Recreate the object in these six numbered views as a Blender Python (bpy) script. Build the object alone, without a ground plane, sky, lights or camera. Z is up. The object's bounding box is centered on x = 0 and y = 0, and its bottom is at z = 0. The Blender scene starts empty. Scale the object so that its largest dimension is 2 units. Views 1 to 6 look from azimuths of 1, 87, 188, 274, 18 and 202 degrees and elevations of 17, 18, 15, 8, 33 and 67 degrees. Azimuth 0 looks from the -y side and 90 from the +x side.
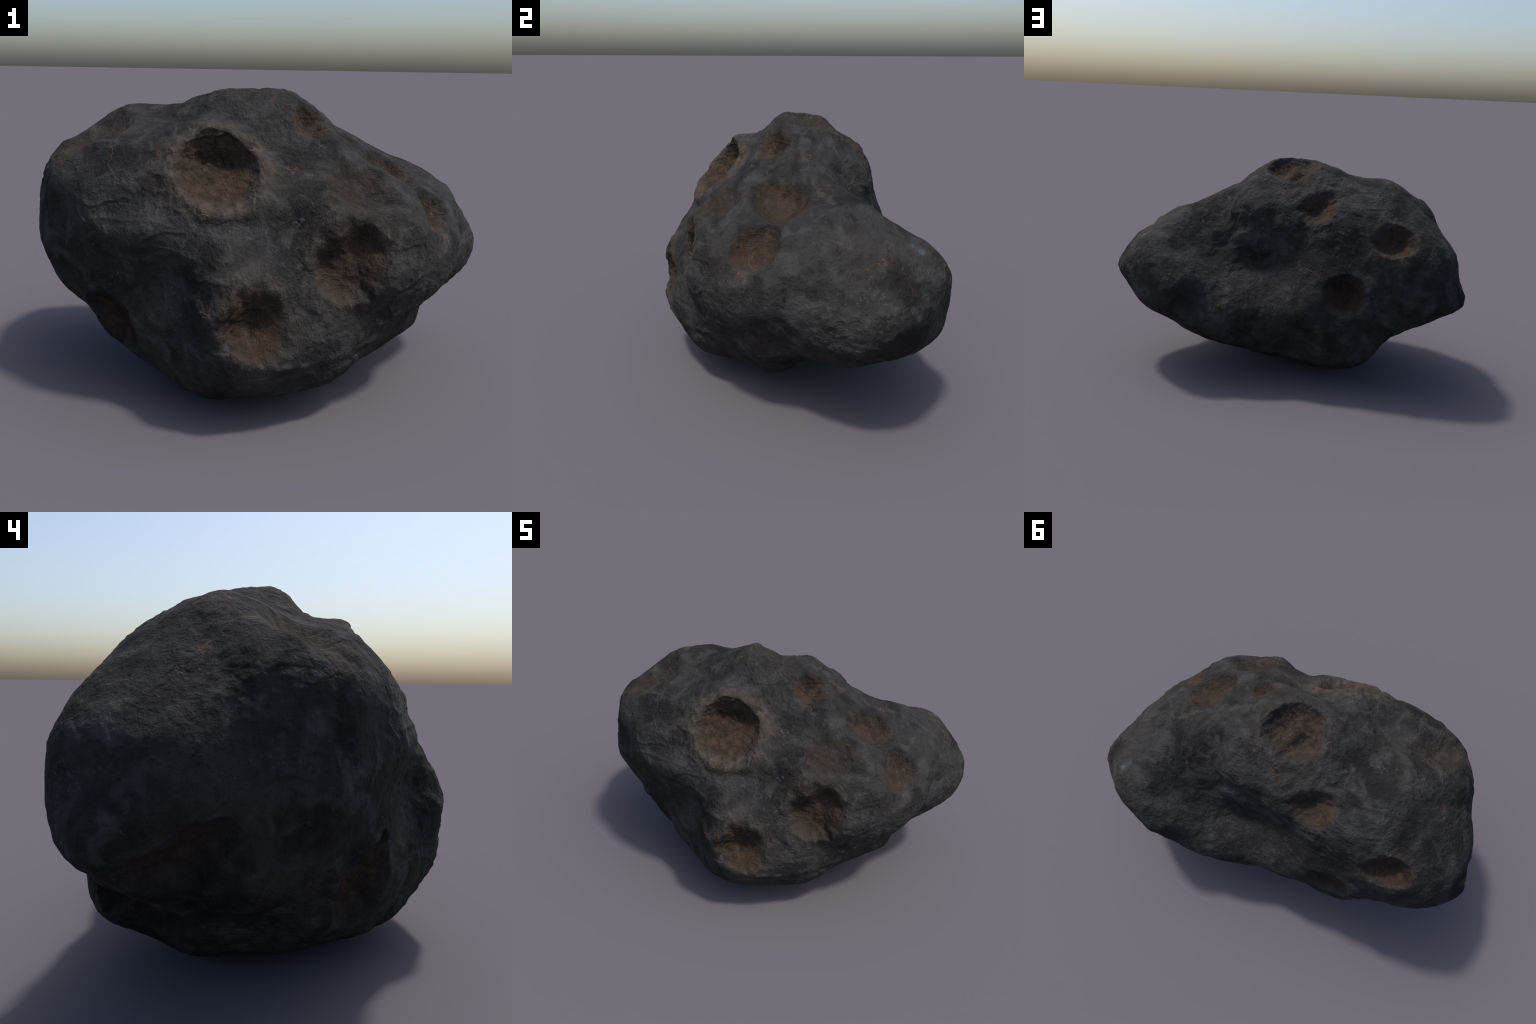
"""A dark pitted asteroid / meteorite, built from a lofted stone body, impact
craters and weathering strokes.  Everything is procedural."""
import bpy
import numpy as np
from math import pi, sin, cos, radians

# ----------------------------------------------------------------------------
# 1.  BODY: cross-section rings along the long (x) axis of a stretched sphere.
#     Every ring is a cone section about the x axis; its numbers are the
#     relative radii at equal steps round the ring (1.0 = the plain ellipsoid).
# ----------------------------------------------------------------------------
CENTRE = np.array([-0.02, 0.0, 0.62])
STRETCH = np.array([1.0, 0.72, 0.72])
SECTIONS = [
    [0.892],
    [0.932, 0.871, 0.859, 0.862, 0.900, 0.967],
    [1.047, 0.955, 0.907, 0.845, 0.816, 0.834, 0.861, 0.852, 0.836, 0.881, 0.966, 1.053],
    [1.078, 0.992, 0.893, 0.854, 0.787, 0.756, 0.769, 0.798, 0.834, 0.853, 0.839, 0.817, 0.822, 0.837, 0.904,
     0.976, 1.052, 1.113],
    [1.103, 1.074, 0.973, 0.872, 0.822, 0.769, 0.720, 0.702, 0.713, 0.770, 0.802, 0.821, 0.837, 0.835, 0.823,
     0.819, 0.841, 0.832, 0.811, 0.836, 0.911, 0.971, 1.063, 1.099],
    [1.099, 1.016, 0.860, 0.809, 0.769, 0.757, 0.705, 0.680, 0.680, 0.701, 0.754, 0.793, 0.815, 0.824, 0.829,
     0.811, 0.809, 0.813, 0.823, 0.843, 0.825, 0.798, 0.823, 0.881, 0.952, 1.035, 1.106, 1.087],
    [1.021, 0.876, 0.700, 0.682, 0.660, 0.672, 0.719, 0.723, 0.690, 0.673, 0.679, 0.697, 0.721, 0.747, 0.776,
     0.784, 0.801, 0.793, 0.790, 0.816, 0.827, 0.830, 0.846, 0.851, 0.810, 0.792, 0.818, 0.878, 0.955, 0.993,
     1.051, 1.068],
    [0.666, 0.611, 0.637, 0.651, 0.692, 0.714, 0.717, 0.737, 0.720, 0.694, 0.683, 0.673, 0.672, 0.684, 0.712,
     0.723, 0.724, 0.731, 0.733, 0.765, 0.812, 0.861, 0.887, 0.871, 0.844, 0.846, 0.831, 0.806, 0.803, 0.830,
     0.879, 0.939, 0.988, 1.019, 0.967, 0.844],
    [0.623, 0.554, 0.585, 0.614, 0.653, 0.724, 0.752, 0.767, 0.782, 0.783, 0.754, 0.711, 0.655, 0.623, 0.621,
     0.647, 0.668, 0.656, 0.692, 0.701, 0.732, 0.806, 0.876, 0.908, 0.923, 0.893, 0.860, 0.846, 0.832, 0.818,
     0.819, 0.839, 0.874, 0.899, 0.936, 0.959, 0.932, 0.801],
    [0.559, 0.561, 0.582, 0.612, 0.667, 0.725, 0.751, 0.774, 0.786, 0.812, 0.815, 0.728, 0.645, 0.592, 0.577,
     0.599, 0.623, 0.627, 0.658, 0.728, 0.786, 0.790, 0.863, 0.935, 0.947, 0.945, 0.910, 0.879, 0.857, 0.841,
     0.834, 0.840, 0.855, 0.877, 0.892, 0.903, 0.905, 0.862, 0.779, 0.644],
    [0.625, 0.577, 0.587, 0.614, 0.662, 0.713, 0.737, 0.744, 0.754, 0.771, 0.828, 0.774, 0.684, 0.648, 0.603,
     0.596, 0.616, 0.632, 0.653, 0.690, 0.788, 0.851, 0.855, 0.948, 0.972, 0.964, 0.934, 0.914, 0.887, 0.863,
     0.851, 0.855, 0.868, 0.882, 0.889, 0.876, 0.850, 0.833, 0.815, 0.725],
    [0.691, 0.662, 0.652, 0.682, 0.731, 0.758, 0.767, 0.800, 0.827, 0.824, 0.796, 0.730, 0.723, 0.706, 0.653,
     0.645, 0.665, 0.675, 0.702, 0.751, 0.796, 0.856, 0.880, 0.924, 0.943, 0.961, 0.945, 0.919, 0.883, 0.868,
     0.869, 0.887, 0.905, 0.918, 0.914, 0.868, 0.824, 0.841, 0.816, 0.743],
    [0.791, 0.779, 0.741, 0.762, 0.800, 0.817, 0.797, 0.803, 0.814, 0.800, 0.767, 0.733, 0.750, 0.729, 0.693,
     0.690, 0.714, 0.707, 0.709, 0.702, 0.709, 0.751, 0.809, 0.861, 0.894, 0.912, 0.895, 0.876, 0.876, 0.881,
     0.916, 0.945, 0.967, 0.989, 0.965, 0.889, 0.836, 0.808],
    [0.855, 0.843, 0.846, 0.874, 0.882, 0.875, 0.869, 0.849, 0.821, 0.769, 0.745, 0.756, 0.767, 0.757, 0.740,
     0.730, 0.749, 0.697, 0.666, 0.690, 0.746, 0.799, 0.826, 0.836, 0.860, 0.870, 0.882, 0.879, 0.923, 0.947,
     0.948, 1.005, 0.994, 0.925, 0.870, 0.850],
    [0.921, 0.937, 0.939, 0.936, 0.914, 0.909, 0.909, 0.912, 0.846, 0.792, 0.795, 0.820, 0.816, 0.810, 0.771,
     0.759, 0.696, 0.689, 0.723, 0.759, 0.778, 0.802, 0.836, 0.854, 0.863, 0.875, 0.890, 0.861, 0.927, 0.957,
     0.943, 0.912],
    [1.033, 1.028, 1.001, 0.941, 0.908, 0.902, 0.904, 0.873, 0.869, 0.880, 0.868, 0.829, 0.805, 0.752, 0.725,
     0.734, 0.757, 0.774, 0.806, 0.834, 0.827, 0.832, 0.842, 0.850, 0.896, 0.951, 0.999, 1.023],
    [1.053, 1.062, 1.032, 0.939, 0.906, 0.894, 0.908, 0.923, 0.912, 0.889, 0.829, 0.802, 0.776, 0.766, 0.772,
     0.786, 0.798, 0.806, 0.813, 0.833, 0.865, 0.920, 0.984, 1.069],
    [1.007, 1.010, 0.949, 0.905, 0.904, 0.912, 0.889, 0.853, 0.830, 0.814, 0.798, 0.807, 0.832, 0.847, 0.867,
     0.924, 1.035, 1.080],
    [1.003, 0.986, 0.936, 0.902, 0.889, 0.868, 0.861, 0.839, 0.851, 0.867, 0.876, 0.987],
    [0.941, 0.897, 0.877, 0.865, 0.865, 0.916],
    [0.891],
]

# ----------------------------------------------------------------------------
# 2.  CRATERS: centre, outward axis, one in-plane direction, half sizes along /
#     across it, depth, lip height, floor flatness, central mound, dust amount
# ----------------------------------------------------------------------------
CRATERS = [
    # big deep crater on the front: broad raised ring, shaded overhanging upper wall
    dict(at=(-0.127, -0.325, 0.938), axis=(0.24, -0.76, 0.6), along=(1, 0.2, 0), size=(0.148, 0.148), depth=0.068, edge=1.08,
         lip=0.020, flat=2.6, ease=1.2, push=(0.12, -0.95, 0.28), lean=(-0.06, -0.1), mounds=[(-0.25, 1.15, 0.28, 0.018), (1.25, 0.15, 0.4, 0.016), (0.05, 0.9, 0.12, 0.014), (-0.22, 0.52, 0.34, -0.030), (0.32, 0.46, 0.36, -0.036)],
         dust=1.0, halo=1.0, seed=1, wobble=0.035, crumble=0.18),
    # small pit beside the summit
    dict(at=(0.216, -0.09, 1.09), axis=(0.48, -0.45, 0.75), along=(1, 0.6, -0.2), size=(0.085, 0.075), depth=0.055,
         lip=0.004, flat=2.2, dust=0.9, seed=2),
    # pits on the right shoulder
    dict(at=(0.52, -0.08, 0.935), axis=(0.44, -0.25, 0.86), along=(1, 0.5, -0.4), size=(0.125, 0.108), depth=0.060,
         lip=0.004, flat=2.6, dust=0.8, seed=3, wobble=0.04),
    dict(at=(0.69, -0.185, 0.784), axis=(0.69, -0.47, 0.55), along=(0.06, 0.19, 0.06), size=(0.10, 0.095), depth=0.062,
         lip=0.004, flat=2.6, dust=0.8, seed=4, wobble=0.04),
    # front crater holding a mound
    dict(at=(0.352, -0.449, 0.655), axis=(0.2, -0.98, 0.15), along=(1, 0.1, 0), size=(0.128, 0.147), depth=0.062,
         lip=0.005, flat=2.5, ease=1.5, mounds=[(-0.5, 0.58, 0.50, 0.050), (0.36, 0.42, 0.36, -0.030)], lean=(-0.2, -0.2),
         dust=0.85, halo=0.4, seed=5, wobble=0.05, crumble=0.06),
    # low front crater, three-cornered, deepest to the upper right
    dict(at=(0.025, -0.585, 0.455), axis=(0.2, -0.97, 0.08), along=(1, 0.2, 0), size=(0.105, 0.138), depth=0.050,
         lip=0.006, flat=2.2, ease=1.7, corners=(0.06, 1.35), lean=(-0.45, 0.3), dust=1.0, halo=0.6, seed=6, crumble=0.06),
    # crater under the left end
    dict(at=(-0.535, -0.308, 0.325), axis=(-0.53, -0.75, -0.39), along=(0.242, -0.203, 0.055), size=(0.115, 0.152), depth=0.060,
         lip=0.008, flat=2.8, ease=1.2, reach=0.3, dust=0.9, seed=7),
    # shallow saddle
    dict(at=(0.395, -0.335, 0.90), axis=(0.24, -0.68, 0.70), along=(1, 0.4, 0), size=(0.125, 0.105), depth=0.055,
         flat=2, dust=0.45, seed=8),
    # long dish on the upper left
    dict(at=(-0.645, -0.13, 1.025), axis=(-0.15, -0.28, 0.95), along=(0.8, 0.6, 0.1), size=(0.17, 0.09), depth=0.038,
         lip=0.004, flat=2.2, dust=0.45, seed=9),
    # summit crater with a ragged mound
    dict(at=(0.005, 0.105, 1.175), axis=(0.03, 0.5, 0.86), along=(-1, -0.15, 0.1), size=(0.132, 0.122), depth=0.046,
         lip=0.010, flat=4, ease=1.2, mounds=[(0.12, 0.12, 0.27, 0.036), (-0.15, -0.22, 0.22, 0.028), (0.1, 0.55, 0.2, 0.014), (-0.6, 0.0, 0.3, -0.008)], dust=0.8, halo=0.3, seed=10,
         wobble=0.025, crumble=0.15),
    # back pits
    dict(at=(-0.18, 0.36, 1.01), axis=(0.05, 0.72, 0.68), along=(-1, -0.1, 0.8), size=(0.115, 0.10), depth=0.075,
         flat=2, ease=1.8, dust=0.8, seed=11, crumble=0.0),
    dict(at=(-0.59, 0.475, 0.88), axis=(-0.12, 0.8, 0.58), along=(-1, -0.3, 0), size=(0.108, 0.088), depth=0.074,
         flat=2.2, ease=1.5, dust=0.9, halo=0.5, seed=12, crumble=0.0, wobble=0.03),
    dict(at=(-0.352, 0.558, 0.580), axis=(-0.1, 0.95, 0.28), along=(-1, 0, 0), size=(0.108, 0.104), depth=0.105,
         push=(0, 1, 0.1), dust=0.9, seed=13, flat=2.2, crumble=0.0, wobble=0.025),
    # pits on the underside of the left end
    dict(at=(-0.586, 0.336, 0.225), axis=(-0.7, 0.3, -0.65), along=(0.02, -0.22, -0.127), size=(0.14, 0.10), depth=0.11,
         dust=0.8, seed=14),
    dict(at=(-0.94, 0.16, 0.457), axis=(-0.8, -0.05, -0.6), along=(0.044, -0.18, 0.097), size=(0.14, 0.085), depth=0.072,
         push=(-0.95, 0, -0.05), lean=(0.1, 0.35), flat=3, ease=1.0, dust=0.7, seed=15, corners=(0.15, -1.57)),
    # hollow under the right end
    dict(at=(0.705, -0.15, 0.39), axis=(0.75, -0.45, -0.5), along=(0.148, 0.29, -0.034), size=(0.16, 0.08), depth=0.015,
         dust=0.3, seed=16),
]

# 3.  STROKES: soft sculpting strokes, (from, to, width, height) in metres
STROKES = [
    # jutting lower lip of the pit on the back
    ((-0.46, 0.58, 0.50), (-0.30, 0.58, 0.48), 0.055, 0.035, (-0.1, 1, -0.1)),
    # keel above it is drawn in a little
    ((-0.42, 0.53, 0.72), (-0.28, 0.53, 0.72), 0.06, -0.015, (0, 1, 0.3)),
    # basin between the narrow end and the body
    ((0.44, 0.47, 0.72), (0.40, 0.45, 0.75), 0.075, -0.055, (0.4, 0.88, 0.2)),
    ((0.48, 0.36, 0.84), (0.54, 0.48, 0.75), 0.07, -0.024, (-0.2, 0.7, 0.7)),
    # shoulder beside the back pit
    ((-0.49, 0.53, 0.62), (-0.48, 0.53, 0.50), 0.05, 0.022, (-0.1, 1, 0)),
    # swelling over the low left crater
    ((-0.61, -0.31, 0.46), (-0.46, -0.39, 0.53), 0.055, 0.010, (-0.45, -0.88, -0.1)),
    # undercut below the overhanging left end
    ((-0.90, 0.17, 0.43), (-0.68, 0.17, 0.27), 0.07, -0.012, (-0.7, 0, -0.7)),
    ((-0.66, 0.02, 0.25), (-0.62, -0.06, 0.22), 0.06, -0.010, (-0.7, 0, -0.7)),
    ((-0.96, 0.24, 0.47), (-0.93, 0.28, 0.44), 0.06, -0.02, (-0.8, 0.1, -0.5)),
    ((-0.62, -0.08, 1.05), (-0.58, -0.06, 1.06), 0.08, -0.012, (0, 0, 1)),
    # belly drawn up a little on the back
    ((0.43, 0.40, 0.18), (-0.05, 0.28, 0.07), 0.09, -0.020, (0, 0.5, -0.85)),
    ((-0.12, 0.26, 0.06), (-0.36, 0.40, 0.10), 0.07, -0.014, (0, 0.5, -0.85)),
    # raised lip in front of the long dish on the upper left
    ((-0.73, -0.18, 0.985), (-0.55, -0.255, 1.01), 0.03, 0.007, (-0.2, -0.45, 0.85)),
    # narrow ledge along the low front
    ((0.10, -0.582, 0.285), (0.47, -0.378, 0.328), 0.016, 0.010, (0.4, -0.9, 0.1)),
    ((0.12, -0.565, 0.255), (0.47, -0.365, 0.298), 0.018, -0.008, (0.4, -0.9, -0.2)),
    # ridges between the pits of the right shoulder
    ((0.30, -0.13, 1.03), (0.47, -0.21, 0.92), 0.030, 0.012, (0.35, -0.3, 0.9)),
    ((0.47, -0.21, 0.92), (0.60, -0.18, 0.865), 0.028, 0.012, (0.45, -0.2, 0.86)),
    # gully walls on the back of the waist
    ((0.26, 0.25, 1.05), (0.31, 0.29, 0.95), 0.035, 0.012, (0.5, 0.5, 0.7)),
    ((0.31, 0.29, 0.95), (0.40, 0.34, 0.83), 0.035, 0.012, (0.5, 0.7, 0.4)),
    ((0.24, -0.495, 0.49), (0.26, -0.50, 0.60), 0.025, 0.010, (0.2, -1, 0.1)),
]
SUBDIV = 9


def unit(v):
    v = np.asarray(v, float)
    return v / np.linalg.norm(v, axis=-1, keepdims=True)


def section_directions():
    out = []
    n = len(SECTIONS) - 1
    for i, ring in enumerate(SECTIONS):
        th, m = pi * i / n, len(ring)
        ph = 2 * pi * (np.arange(m) + (0.5 if i % 2 else 0.0)) / m
        out.append(np.stack([np.full(m, cos(th)), sin(th) * np.cos(ph), sin(th) * np.sin(ph)], -1))
    return np.concatenate(out)


def kernel(a, b):
    return np.maximum(2 - 2 * a @ b.T, 0) ** 1.5


def loft_radius(u):
    """smooth skin stretched through all cross-section rings"""
    d = section_directions()
    r = np.concatenate([np.array(s) for s in SECTIONS])
    n = len(d)
    p = np.concatenate([np.ones((n, 1)), d], 1)
    m = np.block([[kernel(d, d), p], [p.T, np.zeros((4, 4))]])
    w = np.linalg.solve(m, np.concatenate([r, np.zeros(4)]))
    out = np.empty(len(u))
    for i in range(0, len(u), 20000):
        c = u[i:i + 20000]
        out[i:i + 20000] = kernel(c, d) @ w[:n] + w[n] + c @ w[n + 1:]
    return out


# ---- gradient noise ---------------------------------------------------------
RNG = np.random.default_rng(7)
PERM = np.concatenate([RNG.permutation(256)] * 3)
GRAD = unit(RNG.normal(size=(256, 3)))


def noise(p):
    i = np.floor(p).astype(int)
    f = p - i
    i &= 255
    s = f * f * f * (f * (f * 6 - 15) + 10)
    out = 0
    for dx in (0, 1):
        for dy in (0, 1):
            for dz in (0, 1):
                h = PERM[PERM[PERM[i[:, 0] + dx] + i[:, 1] + dy] + i[:, 2] + dz]
                g = np.einsum('ij,ij->i', GRAD[h], f - (dx, dy, dz))
                wx = s[:, 0] if dx else 1 - s[:, 0]
                wy = s[:, 1] if dy else 1 - s[:, 1]
                wz = s[:, 2] if dz else 1 - s[:, 2]
                out = out + g * wx * wy * wz
    return out


def fbm(p, octaves=4, gain=0.5):
    a, out = 1.0, 0
    for k in range(octaves):
        out = out + a * noise(p * 2.03 ** k + 17.3 * k)
        a *= gain
    return out


def smooth(x, a, b):
    t = np.clip((x - a) / (b - a), 0, 1)
    return t * t * (3 - 2 * t)


def mesh_normals(v, f):
    n = np.cross(v[f[:, 1]] - v[f[:, 0]], v[f[:, 2]] - v[f[:, 0]])
    out = np.zeros_like(v)
    for k in range(3):
        for ax in range(3):
            out[:, ax] += np.bincount(f[:, k], weights=n[:, ax], minlength=len(v))
    return unit(out)


def crater_frame(c):
    n = unit(c['axis'])
    e = np.asarray(c['along'], float)
    e = unit(e - n * (e @ n))
    return n, e, np.cross(n, e)


def crater_rho(c, v):
    n, e, w = crater_frame(c)
    q = v - np.asarray(c['at'])
    x, y, h = q @ e / c['size'][0], q @ w / c['size'][1], q @ n
    rho = np.sqrt(x * x + y * y)
    ang = np.arctan2(y, x)
    wob = c.get('wobble', 0.06)
    k = c['seed']
    tri, turn = c.get('corners', (0.0, 0.0))
    rho = rho * (1 + wob * (np.sin(2 * ang + k) + 0.7 * np.sin(3 * ang + 2.1 * k) + 0.5 * np.sin(5 * ang + 3.3 * k)
                            + 0.45 * np.sin(9 * ang + 1.7 * k) + 0.35 * np.sin(14 * ang + 5.1 * k)) - tri * np.cos(3 * (ang - turn)))
    near = (np.abs(h) < c.get('reach', 0.22)) & (rho < 2.2)
    return rho, ang, near


def k_off(c):
    return 3.7 * c['seed']


def press_crater(c, v):
    rho, ang, near = crater_rho(c, v)
    n, e, w = crater_frame(c)
    d = np.zeros(len(v))
    r = rho[near]
    p = c.get('flat', 3.0)
    edge = c.get('edge', 1.15)
    bowl = np.where(r < edge, (1 - np.clip(r / edge, 0, 1) ** p) ** c.get('ease', 1.6), 0)
    q = v[near] - np.asarray(c['at'])
    lx, ly = c.get('lean', (0, 0))
    bowl = bowl * np.clip(1 + lx * (q @ e) / c['size'][0] + ly * (q @ w) / c['size'][1], 0, 2)
    # broken, crumbly wall
    bowl = bowl * (1 + c.get('crumble', 0.08) * fbm(v[near] * 26.0 + k_off(c), 3))
    d[near] = -c['depth'] * bowl + c.get('lip', 0.0) * np.exp(-((r - 1.18) / 0.22) ** 2)
    # fade out where the bowl would reach through to another side
    far = np.abs((v - np.asarray(c['at'])) @ n) / c.get('reach', 0.22)
    d *= 1 - smooth(far, 0.6, 1.0)
    push = unit(np.asarray(c.get('push', n), float))
    v += d[:, None] * push
    for (mx, my, mr, mh) in c.get('mounds', ()):
        q = v[near] - np.asarray(c['at'])
        x, y = q @ e / c['size'][0] - mx, q @ w / c['size'][1] - my
        v[near] += (mh * np.exp(-(x * x + y * y) / mr ** 2))[:, None] * n


def press_stroke(s, v):
    a, b, width, height = np.array(s[0], float), np.array(s[1], float), s[2], s[3]
    ab = b - a
    t = np.clip((v - a) @ ab / max(ab @ ab, 1e-9), 0, 1)
    q = v - (a + t[:, None] * ab)
    d2 = np.einsum('ij,ij->i', q, q)
    m = d2 < (3 * width) ** 2
    mid = (a + b) / 2
    out = unit(s[4]) if len(s) > 4 else unit((mid - CENTRE) / STRETCH ** 2)
    v[m] += (height * np.exp(-d2[m] / width ** 2))[:, None] * out


def build_surface():
    bpy.ops.mesh.primitive_ico_sphere_add(subdivisions=SUBDIV, radius=1.0)
    tmp = bpy.context.object
    me = tmp.data
    u = np.empty(len(me.vertices) * 3)
    me.vertices.foreach_get('co', u)
    f = np.empty(len(me.loops), dtype=np.int32)
    me.loops.foreach_get('vertex_index', f)
    bpy.data.objects.remove(tmp)
    bpy.data.meshes.remove(me)
    u, f = unit(u.reshape(-1, 3)), f.reshape(-1, 3)
    # even out the long body: more samples go towards the ends
    v = CENTRE + STRETCH * u * loft_radius(u)[:, None]
    for s in STROKES:
        press_stroke(s, v)
    for c in CRATERS:
        press_crater(c, v)
    # weathering relief along the surface normal
    n = mesh_normals(v, f)
    bend = 0.25 * np.stack([noise(v * 6.0 + k) for k in (0.0, 31.0, 57.0)], -1)
    lump = fbm(v * 5.5 + 3.1, 2)
    billow = 1 - 2.2 * np.abs(fbm(v * 4.2 + bend + 60.0, 2))          # ridges with soft hollows between
    rough = fbm(v * 17.0 + bend, 4, 0.55)
    ridged = 1 - 2 * np.abs(fbm(v * 9.0 + bend + 40.0, 3))
    patch = smooth(fbm(v * 2.6 + 11.0, 2), -0.15, 0.25)
    # long thin creases where a broad noise passes through zero
    seam = fbm(v * 2.3 + 0.8 * bend + 25.0, 3, 0.45)
    crease = np.exp(-(seam / 0.012) ** 2) * smooth(noise(v * 4.0 + 70.0), -0.05, 0.2)
    # long wrinkles, drawn out along the body
    grainy = (v + 0.35 * bend) * np.array([3.2, 11.0, 15.0])
    wrinkle = np.maximum(0, 1 - 4.5 * np.abs(fbm(grainy + 5.0, 2, 0.4))) * smooth(noise(v * 2.2 + 33.0), -0.15, 0.2)
    # flaked plates: a step at a level of another noise
    flake = smooth(fbm(v * 3.6 + bend + 90.0, 4, 0.5), -0.012, 0.012)
    h = (0.004 * lump + 0.0065 * billow + (0.0018 + 0.0040 * patch) * rough + 0.0045 * patch * ridged
         + 0.0035 * wrinkle - 0.0015 * crease + 0.0018 * flake * (0.3 + 0.7 * patch))
    # scattered small dents and knobs
    rng = np.random.default_rng(21)
    pick = rng.choice(len(v), 110, replace=False)
    for i, vi in enumerate(pick):
        r = rng.uniform(0.012, 0.04)
        d2 = np.einsum('ij,ij->i', v - v[vi], v - v[vi])
        m = d2 < 6 * r * r
        h[m] += (0.18 if i % 4 == 0 else -0.22) * r * np.exp(-d2[m] / r ** 2)
    h -= h.mean()
    h *= 0.25 + 0.75 * smooth(v[:, 2], 0.0, 0.12)
    v += n * h[:, None]
    return v, f


# ----------------------------------------------------------------------------
# MATERIAL
# ----------------------------------------------------------------------------
class Nodes:
    def __init__(self, name):
        self.mat = bpy.data.materials.new(name)
        self.mat.use_nodes = True
        self.t = self.mat.node_tree
        self.t.nodes.clear()
        tc = self.add('ShaderNodeTexCoord')
        self.pos = tc.outputs['Object']

    def add(self, kind, **kw):
        n = self.t.nodes.new(kind)
        for k, x in kw.items():
            setattr(n, k, x)
        return n

    def put(self, sock, x):
        if isinstance(x, bpy.types.NodeSocket):
            self.t.links.new(x, sock)
        else:
            sock.default_value = x

    def math(self, op, a, b=0.0, c=0.0, clamp=False):
        n = self.add('ShaderNodeMath', operation=op, use_clamp=clamp)
        for s, x in zip(n.inputs, (a, b, c)):
            self.put(s, x)
        return n.outputs[0]

    def vec(self, op, a, b):
        n = self.add('ShaderNodeVectorMath', operation=op)
        self.put(n.inputs[0], a)
        self.put(n.inputs[3] if op == 'SCALE' else n.inputs[1], b)
        return n.outputs['Value'] if op in ('LENGTH', 'DOT_PRODUCT', 'DISTANCE') else n.outputs['Vector']

    def noise(self, scale, detail=4.0, rough=0.5, dist=0.0, off=(0, 0, 0), stretch=(1, 1, 1), pos=None):
        m = self.add('ShaderNodeMapping')
        self.put(m.inputs['Vector'], pos or self.pos)
        m.inputs['Location'].default_value = off
        m.inputs['Scale'].default_value = stretch
        n = self.add('ShaderNodeTexNoise')
        self.put(n.inputs['Vector'], m.outputs[0])
        n.inputs['Scale'].default_value = scale
        n.inputs['Detail'].default_value = detail
        n.inputs['Roughness'].default_value = rough
        n.inputs['Distortion'].default_value = dist
        return n.outputs['Fac']

    def ramp(self, x, lo, hi, a=0.0, b=1.0):
        n = self.add('ShaderNodeMapRange', interpolation_type='SMOOTHSTEP')
        for s, y in zip(n.inputs, (x, lo, hi, a, b)):
            self.put(s, y)
        return n.outputs[0]

    def mix(self, fac, a, b, mode='MIX'):
        n = self.add('ShaderNodeMix', data_type='RGBA', blend_type=mode)
        self.put(n.inputs[0], fac)
        for s, x in ((n.inputs[6], a), (n.inputs[7], b)):
            self.put(s, x if isinstance(x, bpy.types.NodeSocket) else (*x, 1.0))
        return n.outputs[2]

    def blob(self, at, frame, size, pos=None):
        """1 at the middle of an ellipsoid, falling to 0 outside; returns normalised distance"""
        q = self.vec('SUBTRACT', pos or self.pos, tuple(at))
        d = None
        for ax, s in zip(frame, size):
            k = self.vec('DOT_PRODUCT', q, tuple(np.asarray(ax) / s))
            d = self.math('MULTIPLY', k, k) if d is None else self.math('MULTIPLY_ADD', k, k, d)
        return self.math('SQRT', d)


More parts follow.
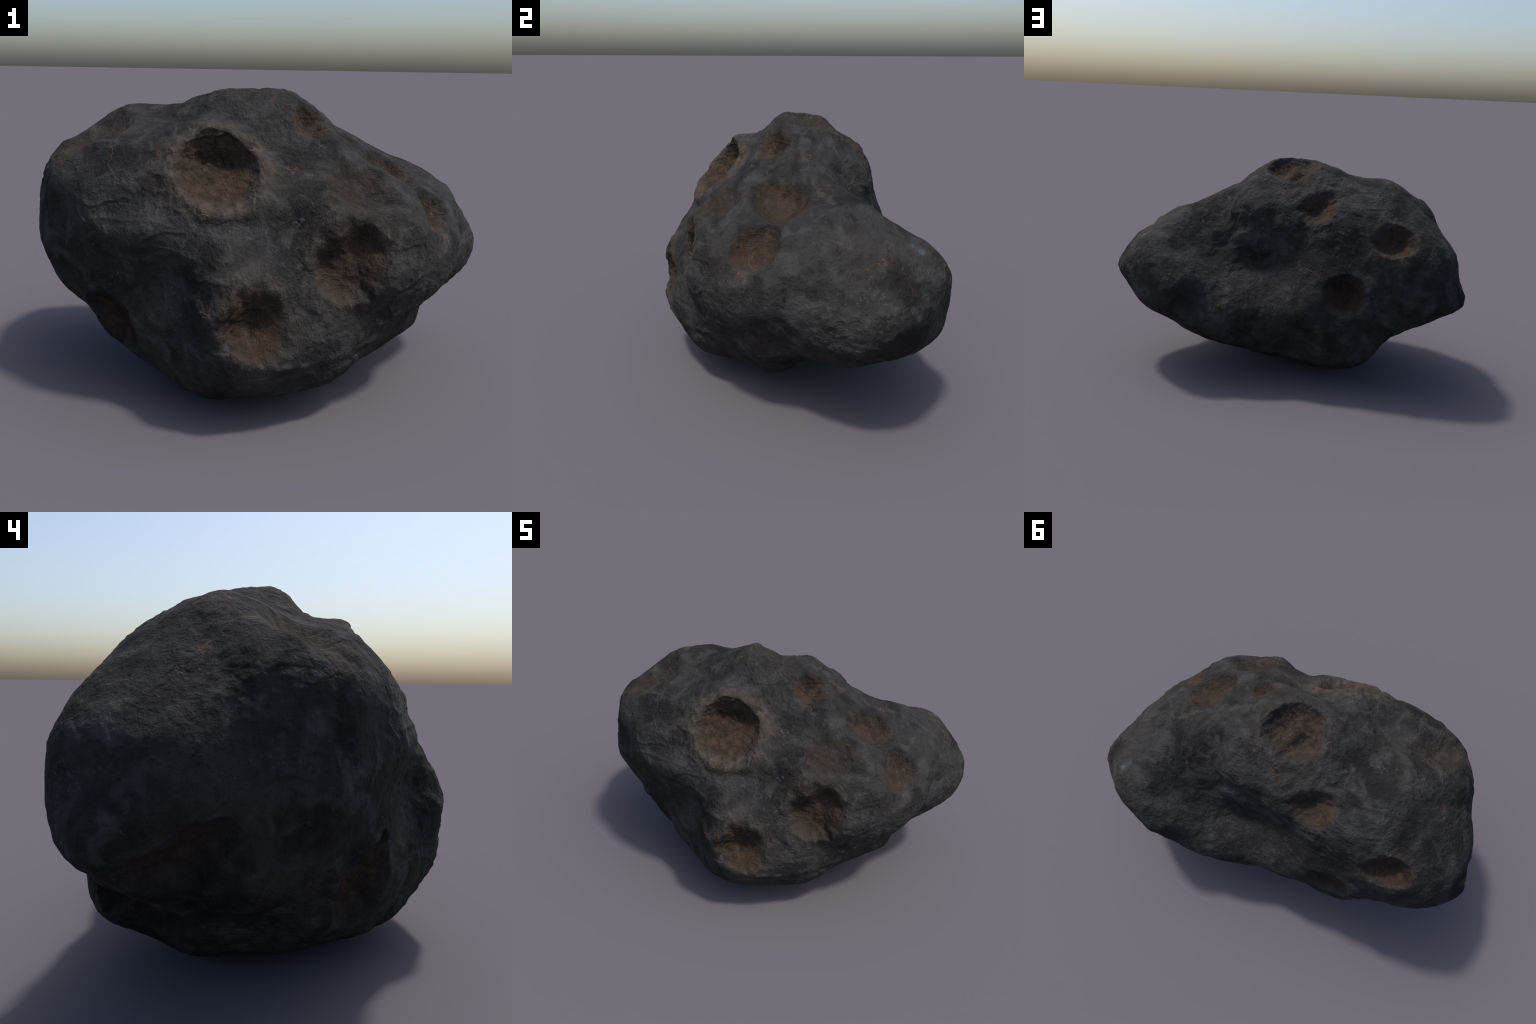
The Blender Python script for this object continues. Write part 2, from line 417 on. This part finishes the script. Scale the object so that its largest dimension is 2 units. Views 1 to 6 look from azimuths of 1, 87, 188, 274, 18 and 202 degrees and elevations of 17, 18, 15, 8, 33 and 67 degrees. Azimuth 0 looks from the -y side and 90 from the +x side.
def stone_material():
    g = Nodes('meteorite_stone')
    # wandering position: bends every mask so no edge is a clean curve
    warp = g.add('ShaderNodeTexNoise')
    g.put(warp.inputs['Vector'], g.pos)
    warp.inputs['Scale'].default_value = 8.0
    warp.inputs['Detail'].default_value = 4.0
    wv = g.vec('SUBTRACT', warp.outputs['Color'], (0.5, 0.5, 0.5))
    wpos = g.vec('ADD', g.pos, g.vec('SCALE', wv, 0.05))

    mott = g.noise(4.6, 6, 0.56, 0.5)
    mott2 = g.noise(12.0, 4, 0.5, 0.5, off=(3, 1, 7))
    fine = g.noise(55.0, 5, 0.65, 0.3)
    grain = g.noise(190.0, 3, 0.6)
    streak = g.noise(34.0, 5, 0.6, 0.5, stretch=(1.0, 1.0, 0.32), pos=wpos)
    rugged = g.noise(24.0, 6, 0.62, 0.25, off=(7, 3, 3))

    dark, mid, pale = (0.0155, 0.0153, 0.0153), (0.0345, 0.0343, 0.0340), (0.056, 0.0565, 0.0565)
    base = g.mix(g.ramp(mott, 0.34, 0.60), dark, mid)
    base = g.mix(g.math('MULTIPLY', g.ramp(mott2, 0.50, 0.68), 0.6), base, pale)
    base = g.mix(g.math('MULTIPLY', g.ramp(mott2, 0.45, 0.30), 0.6), base, dark)
    # warm brown tint in large fields
    warm = g.ramp(g.noise(2.6, 4, 0.55, off=(9, 4, 2)), 0.45, 0.62)
    base = g.mix(g.math('MULTIPLY', warm, 0.35), base, g.mix(1.0, base, (1.13, 0.99, 0.88), 'MULTIPLY'))

    # crater dust: a paler ashy brown halo and a darker rusty floor
    dust = halo = None
    for c in CRATERS:
        n, e, w = crater_frame(c)
        amount = c.get('dust', 0.0)
        if amount <= 0:
            continue
        d = g.blob(np.asarray(c['at']) - n * c['depth'] * 0.4, (e, w, n), (c['size'][0], c['size'][1], 0.16), wpos)
        m = g.math('MULTIPLY', g.ramp(d, 1.25, 0.7), amount)
        dust = m if dust is None else g.math('MAXIMUM', dust, m)
        if c.get('halo', 0) > 0:
            m = g.math('MULTIPLY', g.ramp(d, 1.70, 1.15), c['halo'])
            halo = m if halo is None else g.math('MAXIMUM', halo, m)
    ash = g.mix(g.ramp(streak, 0.3, 0.65), (0.034, 0.0285, 0.0240), (0.078, 0.065, 0.054))
    base = g.mix(g.math('MULTIPLY', halo, 0.8), base, ash)
    brown = g.mix(g.ramp(rugged, 0.36, 0.62), (0.0250, 0.0172, 0.0122), (0.051, 0.0362, 0.0265))
    rust = g.mix(g.math('MULTIPLY', g.ramp(mott, 0.42, 0.62), 0.6), brown, (0.055, 0.0350, 0.0205))
    base = g.mix(g.math('MULTIPLY', dust, g.ramp(streak, 0.25, 0.6, 0.6, 1.0)), base, rust)

    # flaked skin: plates that end in thin, partly rusty edges
    vn = g.noise(3.4, 5, 0.5, 0.5, off=(5, 5, 1))
    off_line = g.math('SUBTRACT', vn, 0.5)
    line = g.ramp(g.math('ABSOLUTE', off_line), 0.0030, 0.0008)
    where = g.ramp(g.noise(5.5, 3, 0.5, off=(1, 8, 3)), 0.52, 0.62)
    vein = g.math('MULTIPLY', line, where)
    base = g.mix(g.math('MULTIPLY', vein, 0.6), base, (0.125, 0.068, 0.040))
    plate = g.math('MULTIPLY', g.ramp(off_line, -0.010, 0.004), g.ramp(where, 0.0, 0.6, 0.35, 1.0))

    # pale mineral flecks
    fleck = g.math('MULTIPLY', g.ramp(g.noise(80.0, 3, 0.6), 0.57, 0.68), g.ramp(g.noise(6.0, 4, 0.6, off=(2, 2, 9)), 0.50, 0.64))
    base = g.mix(g.math('MULTIPLY', fleck, 0.4), base, (0.105, 0.108, 0.106))
    # a few bluish specks
    for at, r in (((0.798, 0.428, 0.789), 0.014), ((0.180, -0.415, 0.792), 0.009), ((0.77, 0.40, 0.81), 0.010), ((-0.55, -0.30, 0.70), 0.010)):
        d = g.blob(at, np.eye(3), (r, r, r), wpos_fine(g))
        base = g.mix(g.math('MULTIPLY', g.ramp(d, 1.3, 0.7), 0.75), base, (0.062, 0.083, 0.098))
    # grain
    base = g.mix(1.0, base, g.mix(fine, (0.72, 0.72, 0.72), (1.30, 1.30, 1.30)), 'MULTIPLY')
    base = g.mix(1.0, base, g.mix(streak, (0.66, 0.66, 0.66), (1.36, 1.36, 1.36)), 'MULTIPLY')

    h = g.math('MULTIPLY', streak, 1.1)
    h = g.math('MULTIPLY_ADD', fine, 0.75, h)
    h = g.math('MULTIPLY_ADD', grain, 0.14, h)
    h = g.math('MULTIPLY_ADD', rugged, 1.2, h)
    h = g.math('MULTIPLY_ADD', mott2, 1.2, h)
    h = g.math('MULTIPLY_ADD', plate, 0.35, h)
    bump = g.add('ShaderNodeBump')
    bump.inputs['Strength'].default_value = 0.8
    bump.inputs['Distance'].default_value = 0.016
    g.put(bump.inputs['Height'], h)

    s = g.add('ShaderNodeBsdfPrincipled')
    g.put(s.inputs['Base Color'], base)
    s.inputs['Roughness'].default_value = 0.9
    s.inputs['Specular IOR Level'].default_value = 0.12
    g.put(s.inputs['Normal'], bump.outputs[0])
    o = g.add('ShaderNodeOutputMaterial')
    g.put(o.inputs['Surface'], s.outputs[0])
    return g.mat


def wpos_fine(g):
    n = g.add('ShaderNodeTexNoise')
    g.put(n.inputs['Vector'], g.pos)
    n.inputs['Scale'].default_value = 40.0
    return g.vec('ADD', g.pos, g.vec('SCALE', g.vec('SUBTRACT', n.outputs['Color'], (0.5, 0.5, 0.5)), 0.03))


# ----------------------------------------------------------------------------
# ASSEMBLY
# ----------------------------------------------------------------------------
def region_object(name, v, n, faces, mat, parent):
    used, inv = np.unique(faces, return_inverse=True)
    me = bpy.data.meshes.new(name)
    me.from_pydata(v[used].tolist(), [], inv.reshape(-1, 3).tolist())
    me.polygons.foreach_set('use_smooth', np.ones(len(faces), dtype=bool))
    me.update()
    me.normals_split_custom_set_from_vertices(n[used].tolist())
    me.materials.append(mat)
    ob = bpy.data.objects.new(name, me)
    bpy.context.scene.collection.objects.link(ob)
    ob.parent = parent
    return ob


def main():
    v, f = build_surface()
    # sit in the agreed frame: centred in x and y, 2 m long, lowest point on the ground
    lo, hi = v.min(0), v.max(0)
    v[:, :2] *= (2.0 / (hi - lo)[0], 1.0)
    v[:, 0] -= (v[:, 0].min() + v[:, 0].max()) / 2
    v[:, 2] -= lo[2] * (1 - smooth(v[:, 2], lo[2], 0.35))
    print('raw bounds', lo, hi)
    n = mesh_normals(v, f)
    mat = stone_material()

    root = bpy.data.objects.new('asteroid', None)
    bpy.context.scene.collection.objects.link(root)
    root['label'] = 'dark grey pitted asteroid with rusty brown impact craters'
    root['category'] = 'asteroid rock'

    label = np.full(len(v), -1)
    best = np.full(len(v), 1.25)
    for i, c in enumerate(CRATERS):
        rho, ang, near = crater_rho(c, v)
        m = near & (rho < best)
        label[m], best[m] = i, rho[m]
    fl = label[f]
    face = np.where((fl[:, 0] == fl[:, 1]) & (fl[:, 1] == fl[:, 2]), fl[:, 0], -1)
    region_object('stone_body', v, n, f[face < 0], mat, root)
    for i, c in enumerate(CRATERS):
        if (face == i).any():
            region_object(c.get('name', 'impact_crater'), v, n, f[face == i], mat, root)


main()
